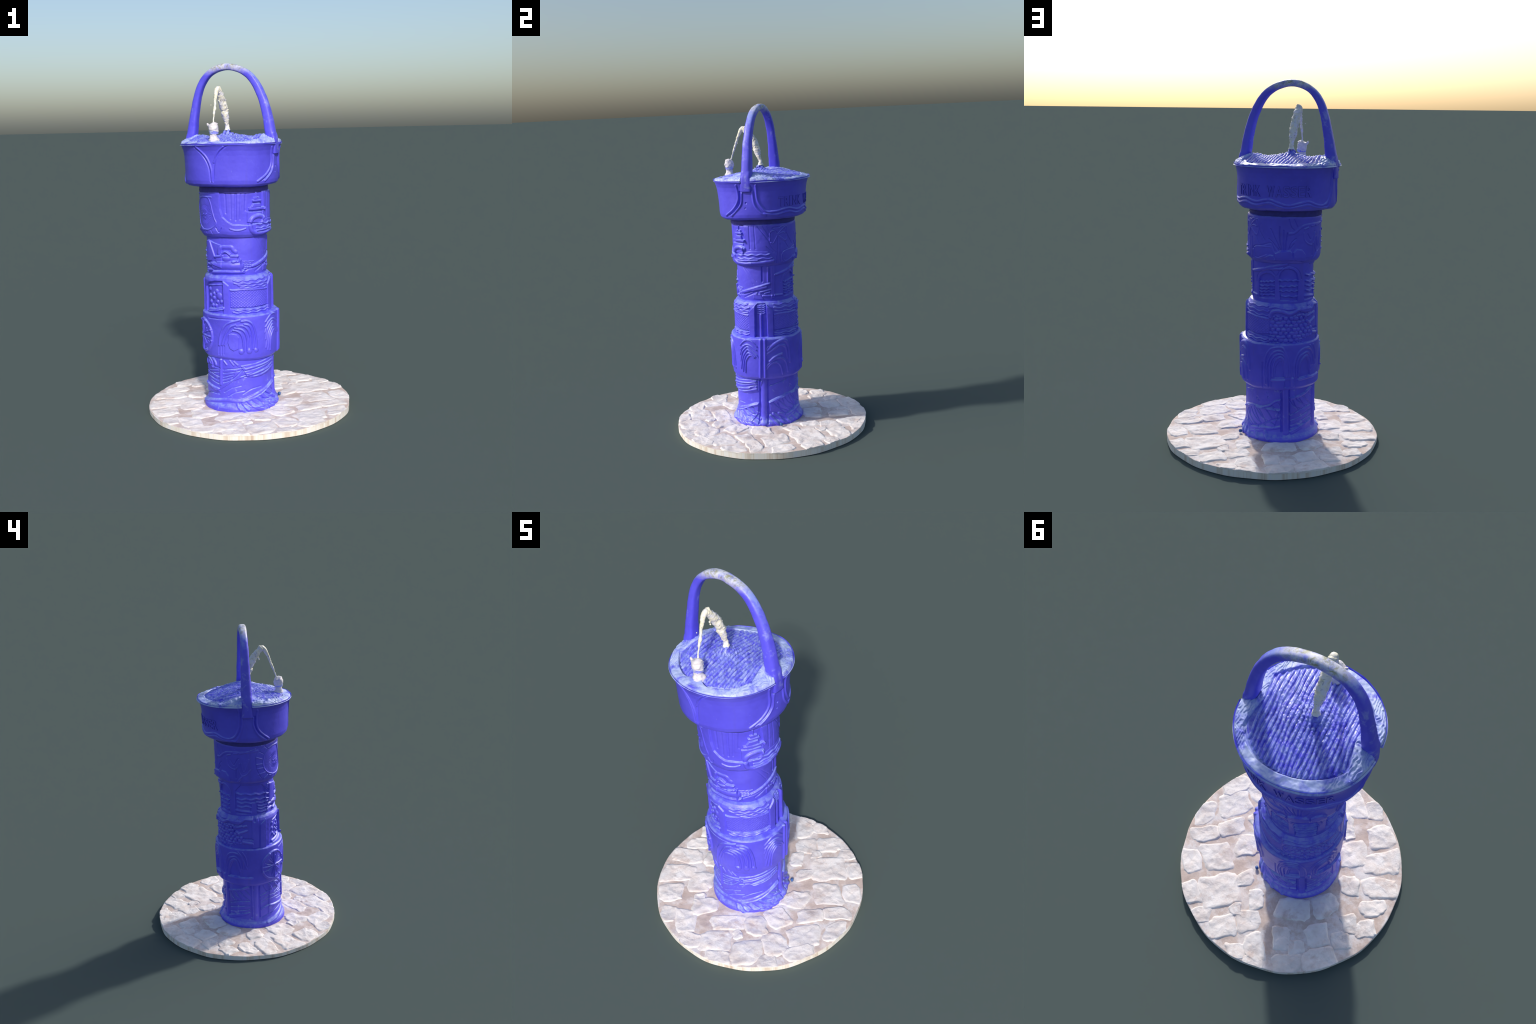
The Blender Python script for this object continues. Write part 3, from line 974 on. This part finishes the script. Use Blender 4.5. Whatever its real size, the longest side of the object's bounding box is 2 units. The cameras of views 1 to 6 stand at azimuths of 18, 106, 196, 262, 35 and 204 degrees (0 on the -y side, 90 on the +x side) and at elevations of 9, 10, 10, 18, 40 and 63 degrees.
def rim_field():
    """lip, ledge, shoulders at the handle feet and the sunken tray"""
    rr = np.concatenate([np.linspace(.2945, .28, 10)[:-1], np.linspace(.28, .0005, 160)])
    th = np.radians(THETA)
    R_, T_ = np.meshgrid(rr, th, indexing='ij')
    R_ = R_ + SQUARE * swell(THETA)[None, :] * smooth((R_ - .2) / .09)
    for a0 in (85.5, 265.5):
        inn = np.abs((THETA - a0 + 180) % 360 - 180) < 6.0
        R_ = np.where(inn[None, :], np.minimum(R_, .267), R_)
    x, y = -.070 + R_ * np.sin(T_), -.0155 - R_ * np.cos(T_)
    z = roof(x, y)
    ang = math.radians(85.5)
    s = (x + .070) * math.sin(ang) - (y + .0155) * math.cos(ang)
    t = (x + .070) * math.cos(ang) + (y + .0155) * math.sin(ang)
    edge = .252 + .006 * np.sin(3 * T_ + 1)
    edge = edge - .038 * np.exp(-((x + .095) / .045) ** 2) * (y < -.1)        # bay for the spout
    inside = np.minimum((edge - R_) / .007, (.198 + .02 * np.abs(t) / .1 - np.abs(s)) / .012 + 1.2 * (np.abs(t) > .13))
    inside = smooth(np.minimum(inside, (edge - R_) / .007))
    n = fbm(x, y, z * 0, 30, 3)
    z = z + (1 - inside) * (.003 * n + .004 * smooth((np.abs(s) - .17) / .05))
    z = z - inside * (.0085 + .002 * n)
    # gutter round the grate
    z = z - .006 * np.exp(-((R_ - edge + .009) / .006) ** 2) * (np.abs(s) < .2)
    # worn channels running off the shoulders
    z = z - (1 - inside) * .002 * np.sin(s * 420 + 6 * n) * smooth((np.abs(s) - .15) / .05)
    # splash mound where the jet lands
    z = z + .03 * np.exp(-((x + .09) ** 2 + (y + .025) ** 2) / .028 ** 2) + inside * .003 * fbm(x, y, z, 85, 2) * np.exp(-((x + .1) ** 2 + (y + .03) ** 2) / .13 ** 2)
    lip = smooth((rr[:, None] - .283) / .0095)
    z = z * (1 - lip) + 1.547 * lip
    v = np.stack([x, y, z], -1).reshape(-1, 3)
    f = grid_faces(len(rr), NT)
    return v, f


v, f = rim_field()
rim = add('rim', make_mesh('rim', v, f, [M_rim, M_tray]), bucket)
# tray faces inside the ledge take the deeper blue glaze
cen = v[f].mean(1)
rad = np.hypot(cen[:, 0] + .07, cen[:, 1] + .0155)
tray = (rad < .24) & (cen[:, 2] < roof(cen[:, 0], cen[:, 1]) - .004) | (rad < .17)
rim.data.polygons.foreach_set('material_index', tray.astype(np.int32))


def grate_bar(x0, seed):
    """one bar of the grate: a rounded rib following the domed top"""
    g = np.random.default_rng(seed)
    dx = x0 + .070
    L = math.sqrt(max(.0, .241 ** 2 - dx * dx))
    y0, y1 = -.0155 - L, -.0155 + L
    if -.14 < x0 < -.05:
        y0 += .036 * math.exp(-((x0 + .095) / .03) ** 2)
    ys = np.linspace(y0, y1, max(12, int((y1 - y0) / .004)))
    prof = [(-.0075, -.007), (-.005, -.001), (-.0025, .0022), (0, .003), (.0025, .0022), (.005, -.001), (.0075, -.007)]
    V = []
    lift = g.normal() * .0012
    for y in ys:
        if g.random() < .06:
            lift = -.004 * g.random()
        lift = .85 * lift + .15 * g.normal() * .002
        xx = x0 + .0022 * math.sin(y * 31 + seed)
        z = float(roof(np.array(x0), np.array(y))) - .0022
        d = math.hypot((x0 + .09), (y + .03))
        wet = math.exp(-(d / .085) ** 2)
        z += .03 * math.exp(-(d / .028) ** 2) + .0011 * math.sin(y * 70 + seed * 2) + g.normal() * (.0004 + .0026 * wet) + lift
        end = min(1, min(y - y0, y1 - y) / .012 + .15)
        for a, b in prof:
            V.append((xx + a * (1 + .12 * wet * g.normal()), y, z + b * (1 - .35 * wet) - (1 - end) * .006))
    k = len(prof)
    F = grid_faces(len(ys), k, wrap=False)
    return make_mesh('grate_bar', np.array(V), F[:, ::-1], M_bar)


grate = bpy.data.objects.new('grate', None)
bpy.context.scene.collection.objects.link(grate)
grate.parent = bucket
for i, x0 in enumerate(np.arange(-.070 - .0195 * 9.5, -.070 + .0195 * 10, .0195)):
    add('grate_bar', grate_bar(x0, i), grate)


# ---- lettering round the back of the bucket
def wall_radius(a, z):
    return np.interp(z, [1.352, 1.40, 1.45, 1.49, 1.515], [.2665, .2675, .269, .2715, .2755]) + SQUARE * swell(np.degrees(a)) * smooth((z - 1.38) / .16)


def letter(ch, a0, a1, z0, z1):
    """one raised letter with an incised outline, bent round the wall"""
    parts = []
    for mi, (off, ext, lift) in enumerate(((.0, .0016, .0034), (.02, .0012, .0025))):
        cu = bpy.data.curves.new('letter', 'FONT')
        cu.body = ch
        cu.size = 1
        cu.offset = off
        cu.fill_mode = 'BOTH'
        cu.extrude = .02
        ob = bpy.data.objects.new('tmp', cu)
        bpy.context.scene.collection.objects.link(ob)
        bpy.context.view_layer.update()
        me = bpy.data.meshes.new_from_object(ob.evaluated_get(bpy.context.evaluated_depsgraph_get()))
        bpy.data.objects.remove(ob)
        bpy.data.curves.remove(cu)
        n = len(me.vertices)
        co = np.empty(n * 3, np.float32)
        me.vertices.foreach_get('co', co)
        parts.append((me, co.reshape(-1, 3).copy(), ext, lift, mi))
    ref = parts[0][1]
    lo, hi = ref.min(0), ref.max(0)
    bm = bmesh.new()
    for me, co, ext, lift, mi in parts:
        u = (co[:, 0] - lo[0]) / (hi[0] - lo[0])
        w = (co[:, 1] - lo[1]) / (hi[1] - lo[1])
        a = np.radians(a0 + (a1 - a0) * u)
        z = z0 + (z1 - z0) * w
        r = wall_radius(a, z) + np.where(co[:, 2] > 0, lift, -.003)
        new = np.column_stack([-.068 + r * np.sin(a), -.0185 - r * np.cos(a), z])
        me.vertices.foreach_set('co', new.astype(np.float32).ravel())
        me.polygons.foreach_set('material_index', [mi] * len(me.polygons))
        bm.from_mesh(me)
        bpy.data.meshes.remove(me)
    out = bpy.data.meshes.new('letter')
    bm.to_mesh(out)
    bm.free()
    out.materials.append(M_glaze)
    out.materials.append(M_ink)
    return out


for word, a0, a1 in (('TRINK', 127, 163.5), ('WASSER', 172.5, 223)):
    widths = {'I': .45, 'W': 1.25}
    ws = [widths.get(ch, 1) for ch in word]
    gap = .28
    unit = (a1 - a0) / (sum(ws) + gap * (len(ws) - 1))
    a = a0
    for i, ch in enumerate(word):
        dz = .001 * math.sin(i * 2.3)
        add('letter', letter(ch, a, a + ws[i] * unit, 1.397 + dz, 1.452 - dz), bucket)
        a += (ws[i] + gap) * unit

# ---- handle: swept rounded bar in the plane of azimuth 85.5
HANDLE = [(.277, 1.492, .024, .065), (.274, 1.53, .030, .066), (.262, 1.57, .05, .066), (.247, 1.62, .057, .065), (.233, 1.70, .052, .059),
          (.205, 1.80, .047, .053), (.160, 1.89, .043, .049), (.10, 1.948, .039, .047), (.02, 1.978, .038, .046),
          (-.05, 1.977, .038, .046), (-.115, 1.95, .038, .047), (-.163, 1.90, .039, .049), (-.198, 1.82, .041, .052),
          (-.224, 1.70, .048, .059), (-.236, 1.62, .057, .065), (-.250, 1.57, .05, .066), (-.262, 1.53, .03, .066), (-.266, 1.482, .024, .065)]


def handle_mesh():
    p = spline(HANDLE, 14)
    ang = math.radians(85.5)
    D = np.array([math.sin(ang), -math.cos(ang), 0])
    Nn = np.array([math.cos(ang), math.sin(ang), 0])
    up = np.array([0, 0, 1.])
    O = np.array([-.075, -.016, 0])
    V = []
    k = 40
    tan = np.gradient(p[:, :2], axis=0)
    tan /= np.linalg.norm(tan, axis=1)[:, None]
    for (s, z, T, W), (ts, tz) in zip(p, tan):
        c = O + D * s + up * z
        out = D * tz - up * ts              # in-plane normal
        if out @ (D * s + up * (z - 1.6)) < 0:
            out = -out
        for j in range(k):
            a = TAU * j / k
            ca, sa = math.cos(a), math.sin(a)
            e = 2 / 3.4
            u = math.copysign(abs(ca) ** e, ca) * T / 2
            w = math.copysign(abs(sa) ** e, sa) * W / 2 * (1 - (.16 if z > 1.6 else .05) * max(0, ca))
            V.append(c + out * u + Nn * w)
    V = np.array(V)
    n = fbm(V[:, 0], V[:, 1], V[:, 2], 22, 3)
    cen = V.reshape(-1, k, 3).mean(1, keepdims=True)
    d = V.reshape(-1, k, 3) - cen
    V = (cen + d * (1 + .05 * n.reshape(-1, k, 1))).reshape(-1, 3)
    nr = len(p)
    F = [tuple(int(i) for i in f) for f in grid_faces(nr, k)]
    F.append(tuple(range(k))[::-1])
    F.append(tuple((nr - 1) * k + j for j in range(k)))
    me = make_mesh('handle', V, F, M_handle)
    bm = bmesh.new()
    bm.from_mesh(me)
    bmesh.ops.recalc_face_normals(bm, faces=bm.faces)
    bm.to_mesh(me)
    bm.free()
    return me


handle = add('handle', handle_mesh(), fountain)


# ---- spout and jet
def tube(name, path, mat, k=28, rough=.0, rscale=40, flat=1.0, seed=0):
    """path rows (x, y, z, radius); closed ends"""
    p = spline(path, 10)
    V = []
    tan = np.gradient(p[:, :3], axis=0)
    tan /= np.linalg.norm(tan, axis=1)[:, None]
    side = np.array([1., 0, 0])
    for row, t in zip(p, tan):
        n1 = side - t * (side @ t)
        n1 /= np.linalg.norm(n1)
        n2 = np.cross(t, n1)
        for j in range(k):
            a = TAU * j / k
            V.append(row[:3] + row[3] * (n1 * math.cos(a) + n2 * math.sin(a) * flat))
    V = np.array(V)
    if rough:
        cen = np.repeat(p[:, :3], k, 0)
        nrm = (V - cen)
        L = np.linalg.norm(nrm, axis=1)[:, None] + 1e-9
        n = fbm(V[:, 0] + seed, V[:, 1], V[:, 2], rscale, 4)[:, None]
        spike = np.clip(fbm(V[:, 0], V[:, 1] + seed, V[:, 2], rscale * 2.7, 2)[:, None] - .55, 0, 1) * 2.2
        V = V + nrm / L * (n + spike) * rough
    nr = len(p)
    F = [tuple(int(i) for i in f) for f in grid_faces(nr, k)]
    F.append(tuple(range(k))[::-1])
    F.append(tuple((nr - 1) * k + j for j in range(k)))
    me = make_mesh(name, V, F, mat)
    bm = bmesh.new()
    bm.from_mesh(me)
    bmesh.ops.recalc_face_normals(bm, faces=bm.faces)
    bm.to_mesh(me)
    bm.free()
    return me


SX, SY = -.094, -.231
spout = add('spout', tube('spout', [(SX, SY, 1.562, .030), (SX, SY, 1.575, .029), (SX, SY, 1.583, .024), (SX, SY, 1.600, .0205), (SX, SY, 1.614, .0215),
                                    (SX, SY, 1.624, .0255), (SX - .001, SY, 1.640, .0265), (SX - .002, SY + .001, 1.656, .0255), (SX - .003, SY + .002, 1.664, .019), (SX - .005, SY + .003, 1.668, .004)],
                                    M_spout, rough=.0042, rscale=55), fountain)
add('spout_horn', tube('spout_horn', [(SX - .014, SY, 1.642, .008), (SX - .026, SY, 1.650, .0065), (SX - .036, SY, 1.662, .006), (SX - .040, SY, 1.664, .002)],
                       M_spout, k=14, rough=.001, rscale=60), spout)
add('spout_band', tube('spout_band', [(SX, SY, 1.606, .0205), (SX, SY, 1.608, .0232), (SX, SY, 1.622, .0258), (SX, SY, 1.625, .023)],
                       M_rim, k=28, rough=.003, rscale=50), spout)
jet = add('rising_water', tube('rising_water', [(-.099, -.2235, 1.660, .004), (-.100, -.216, 1.672, .0035), (-.101, -.203, 1.71, .0045), (-.101, -.189, 1.747, .0065), (-.102, -.174, 1.785, .007),
                                                (-.102, -.159, 1.819, .0095), (-.103, -.146, 1.845, .0125), (-.101, -.132, 1.856, .013), (-.099, -.12, 1.853, .006)],
                               M_water, k=18, rough=.0022, rscale=75), fountain)
add('falling_water', tube('falling_water', [(-.103, -.140, 1.856, .008), (-.102, -.126, 1.850, .0165), (-.100, -.110, 1.836, .0185), (-.099, -.09, 1.812, .020), (-.098, -.071, 1.785, .0215),
                                            (-.096, -.056, 1.752, .0225), (-.093, -.046, 1.72, .0205), (-.091, -.038, 1.69, .016), (-.089, -.03, 1.662, .0115),
                                            (-.088, -.026, 1.645, .012), (-.088, -.024, 1.628, .018)],
                          M_water, k=30, rough=.0042, rscale=60, seed=4), fountain)
for i, (x, y, z, r) in enumerate([(-.104, -.108, 1.79, .005), (-.098, -.112, 1.782, .004), (-.075, -.085, 1.77, .0035), (-.126, -.178, 1.765, .0025), (-.072, -.05, 1.74, .004)]):
    add('water_drop', tube('water_drop', [(x, y, z - r, r * .3), (x, y, z - r * .5, r * .9), (x, y, z + r * .4, r), (x, y, z + r, r * .3)], M_water, k=10, rough=.0006), fountain)

# ---- paving
slab_r = .5985


def ground(x, y):
    return .0305 + .008 * x + .0073 * y + .002 * fbm(x, y, x * 0, 3.5, 2) + .0025 * fbm(x, y, x * 0 + 4, 16, 3)


def outline(th):
    return slab_r - .0025 + .0018 * np.sin(9 * th + 1) + .0015 * np.sin(17 * th)


def slab_mesh():
    n = 360
    th = np.arange(n) * TAU / n
    rr = np.linspace(.02, 1, 110)
    R_, T_ = np.meshgrid(rr, th, indexing='ij')
    r = R_ * outline(T_)
    x, y = r * np.sin(T_), -r * np.cos(T_)
    z = ground(x, y)
    top = np.stack([x, y, z], -1).reshape(-1, 3)
    ro = outline(th)
    rows = [top]
    for h in (.6, .3, 0):
        zz = z[-1] * h
        rows.append(np.column_stack([ro * np.sin(th), -ro * np.cos(th), zz]))
    v = np.vstack(rows)
    nr = len(rr) + 3
    f = grid_faces(nr, n)[:, ::-1]
    me = make_mesh('paving_slab', v, f, [M_mortar, M_edge])
    idx = np.zeros(len(f), np.int32)
    idx[(len(rr) - 1) * n:] = 1
    me.polygons.foreach_set('material_index', idx)
    me.polygons.foreach_set('use_smooth', idx == 0)
    return me


slab = add('paving_slab', slab_mesh(), fountain)

# stones: centre x, centre y, length, width, turn in degrees
STONES = [(-.295, -.17, .123, .13, 31), (-.495, -.05, .165, .1, 22), (-.493, .07, .113, .085, 34), (-.395, -.323, .132, .113, 29),
          (-.452, -.187, .168, .12, 30), (-.167, -.306, .133, .102, 45), (-.196, -.448, .104, .145, 30), (-.31, -.462, .085, .095, 18),
          (-.095, -.548, .116, .098, 24), (.026, -.476, .15, .124, 34), (.014, -.338, .164, .09, 36), (.163, -.274, .11, .119, 41),
          (.213, -.449, .146, .147, 32), (.318, -.325, .125, .133, 39), (.235, -.163, .115, .125, 55), (.425, -.195, .166, .124, 37),
          (.552, -.085, .115, .109, 36), (.499, .03, .126, .083, 36), (.38, -.057, .125, .09, 38), (.247, .0, .126, .112, 19),
          (.384, .128, .147, .132, 29), (.5, .202, .09, .12, 34), (.29, .3, .175, .17, 35), (.421, .366, .08, .122, 40),
          (.083, .39, .114, .095, 30), (.19, .471, .118, .111, 34), (.195, .185, .1, .07, 38), (-.007, .505, .1, .125, 31),
          (.103, -.56, .112, .09, 27), (.465, -.305, .158, .09, 40), (.078, .558, .086, .076, 23), (-.114, .238, .15, .112, 15),
          (-.258, .156, .124, .1, 41), (-.114, .405, .085, .105, 20), (-.28, .318, .11, .1, 34), (-.338, .432, .163, .1, 35),
          (-.336, .0, .09, .102, 14), (-.414, .197, .075, .09, 27), (.087, .27, .07, .1, 31), (-.5, .19, .09, .085, 30),
          (-.19, .52, .12, .1, 25), (.33, .455, .1, .08, 35), (.35, -.44, .1, .09, 36), (-.03, .585, .1, .07, 30),
          (.165, .36, .06, .06, 30), (-.2, .42, .07, .07, 30), (-.4, .3, .08, .08, 30), (.17, -.08, .06, .05, 40), (-.23, -.27, .06, .05, 30), (.11, -.375, .05, .06, 34)]


def stone(i, cx, cy, L, W, turn):
    g = np.random.default_rng(100 + i)
    nr_, ns = 18, 64
    rho = np.concatenate([np.linspace(.03, .8, 10), np.linspace(.84, 1.06, 8)])
    a = np.arange(ns) * TAU / ns
    e = 2 / g.uniform(3.2, 5.0)
    ux = np.sign(np.cos(a)) * np.abs(np.cos(a)) ** e
    uy = np.sign(np.sin(a)) * np.abs(np.sin(a)) ** e
    skew, tap = g.uniform(-.16, .16), g.uniform(-.16, .16)
    wob = 1 + .07 * np.sin(2 * a + g.uniform(0, 6)) + .05 * np.sin(3 * a + g.uniform(0, 6)) + .03 * np.sin(7 * a + g.uniform(0, 6))
    L, W = L * 1.27, W * 1.27
    px = (ux + skew * uy) * L * .5 * wob
    py = uy * (1 + tap * ux) * W * .5 * wob
    c, s = math.cos(math.radians(turn)), math.sin(math.radians(turn))
    X = cx + rho[:, None] * (c * px - s * py)[None]
    Y = cy + rho[:, None] * (s * px + c * py)[None]
    X = X + .0065 * fbm(X, Y, X * 0 + i, 28, 3)
    Y = Y + .0065 * fbm(X, Y, X * 0 + i + 9, 28, 3)
    lim = outline(np.arctan2(X, -Y)) + .0012
    r = np.hypot(X, Y)
    sc = np.minimum(1, lim / r)
    X, Y = X * sc, Y * sc
    hgt = g.uniform(.0022, .005)
    tilt = g.uniform(-.02, .02, 2)
    prof = np.where(rho < .8, 1, 1 - smooth((rho - .78) / .26) * 1.9)[:, None]
    Z = ground(X, Y) + hgt * prof + (tilt[0] * (X - cx) + tilt[1] * (Y - cy)) * np.clip(prof, 0, 1)
    Z = Z + (.0022 * fbm(X, Y, X * 0 + 2, 40, 3) + .0035 * np.abs(fbm(X, Y, X * 0 + 7, 16, 2))) * np.clip(prof, 0, 1)
    v = np.stack([X, Y, Z], -1).reshape(-1, 3)
    v = np.vstack([v, [[X[0].mean(), Y[0].mean(), Z[0].mean()]]])
    f = grid_faces(nr_, ns)
    faces = [tuple(int(k) for k in q) for q in f] + [(nr_ * ns, (k + 1) % ns, k) for k in range(ns)]
    me = make_mesh('paving_stone', v, faces, M_stone)
    bm = bmesh.new()
    bm.from_mesh(me)
    bmesh.ops.recalc_face_normals(bm, faces=bm.faces)
    if sum(f.normal.z for f in bm.faces) < 0:
        bmesh.ops.reverse_faces(bm, faces=bm.faces)
    bm.to_mesh(me)
    bm.free()
    return me


for i, s in enumerate(STONES):
    add('paving_stone', stone(i, *s), slab)

# small blue pipe end lying against the foot
add('pipe_end', tube('pipe_end', [(.150, .100, .046, .004), (.152, .102, .046, .0095), (.160, .108, .046, .0095), (.163, .110, .046, .004)],
                     plain('pipe_blue', srgb(50, 90, 150), .5), k=20), fountain)
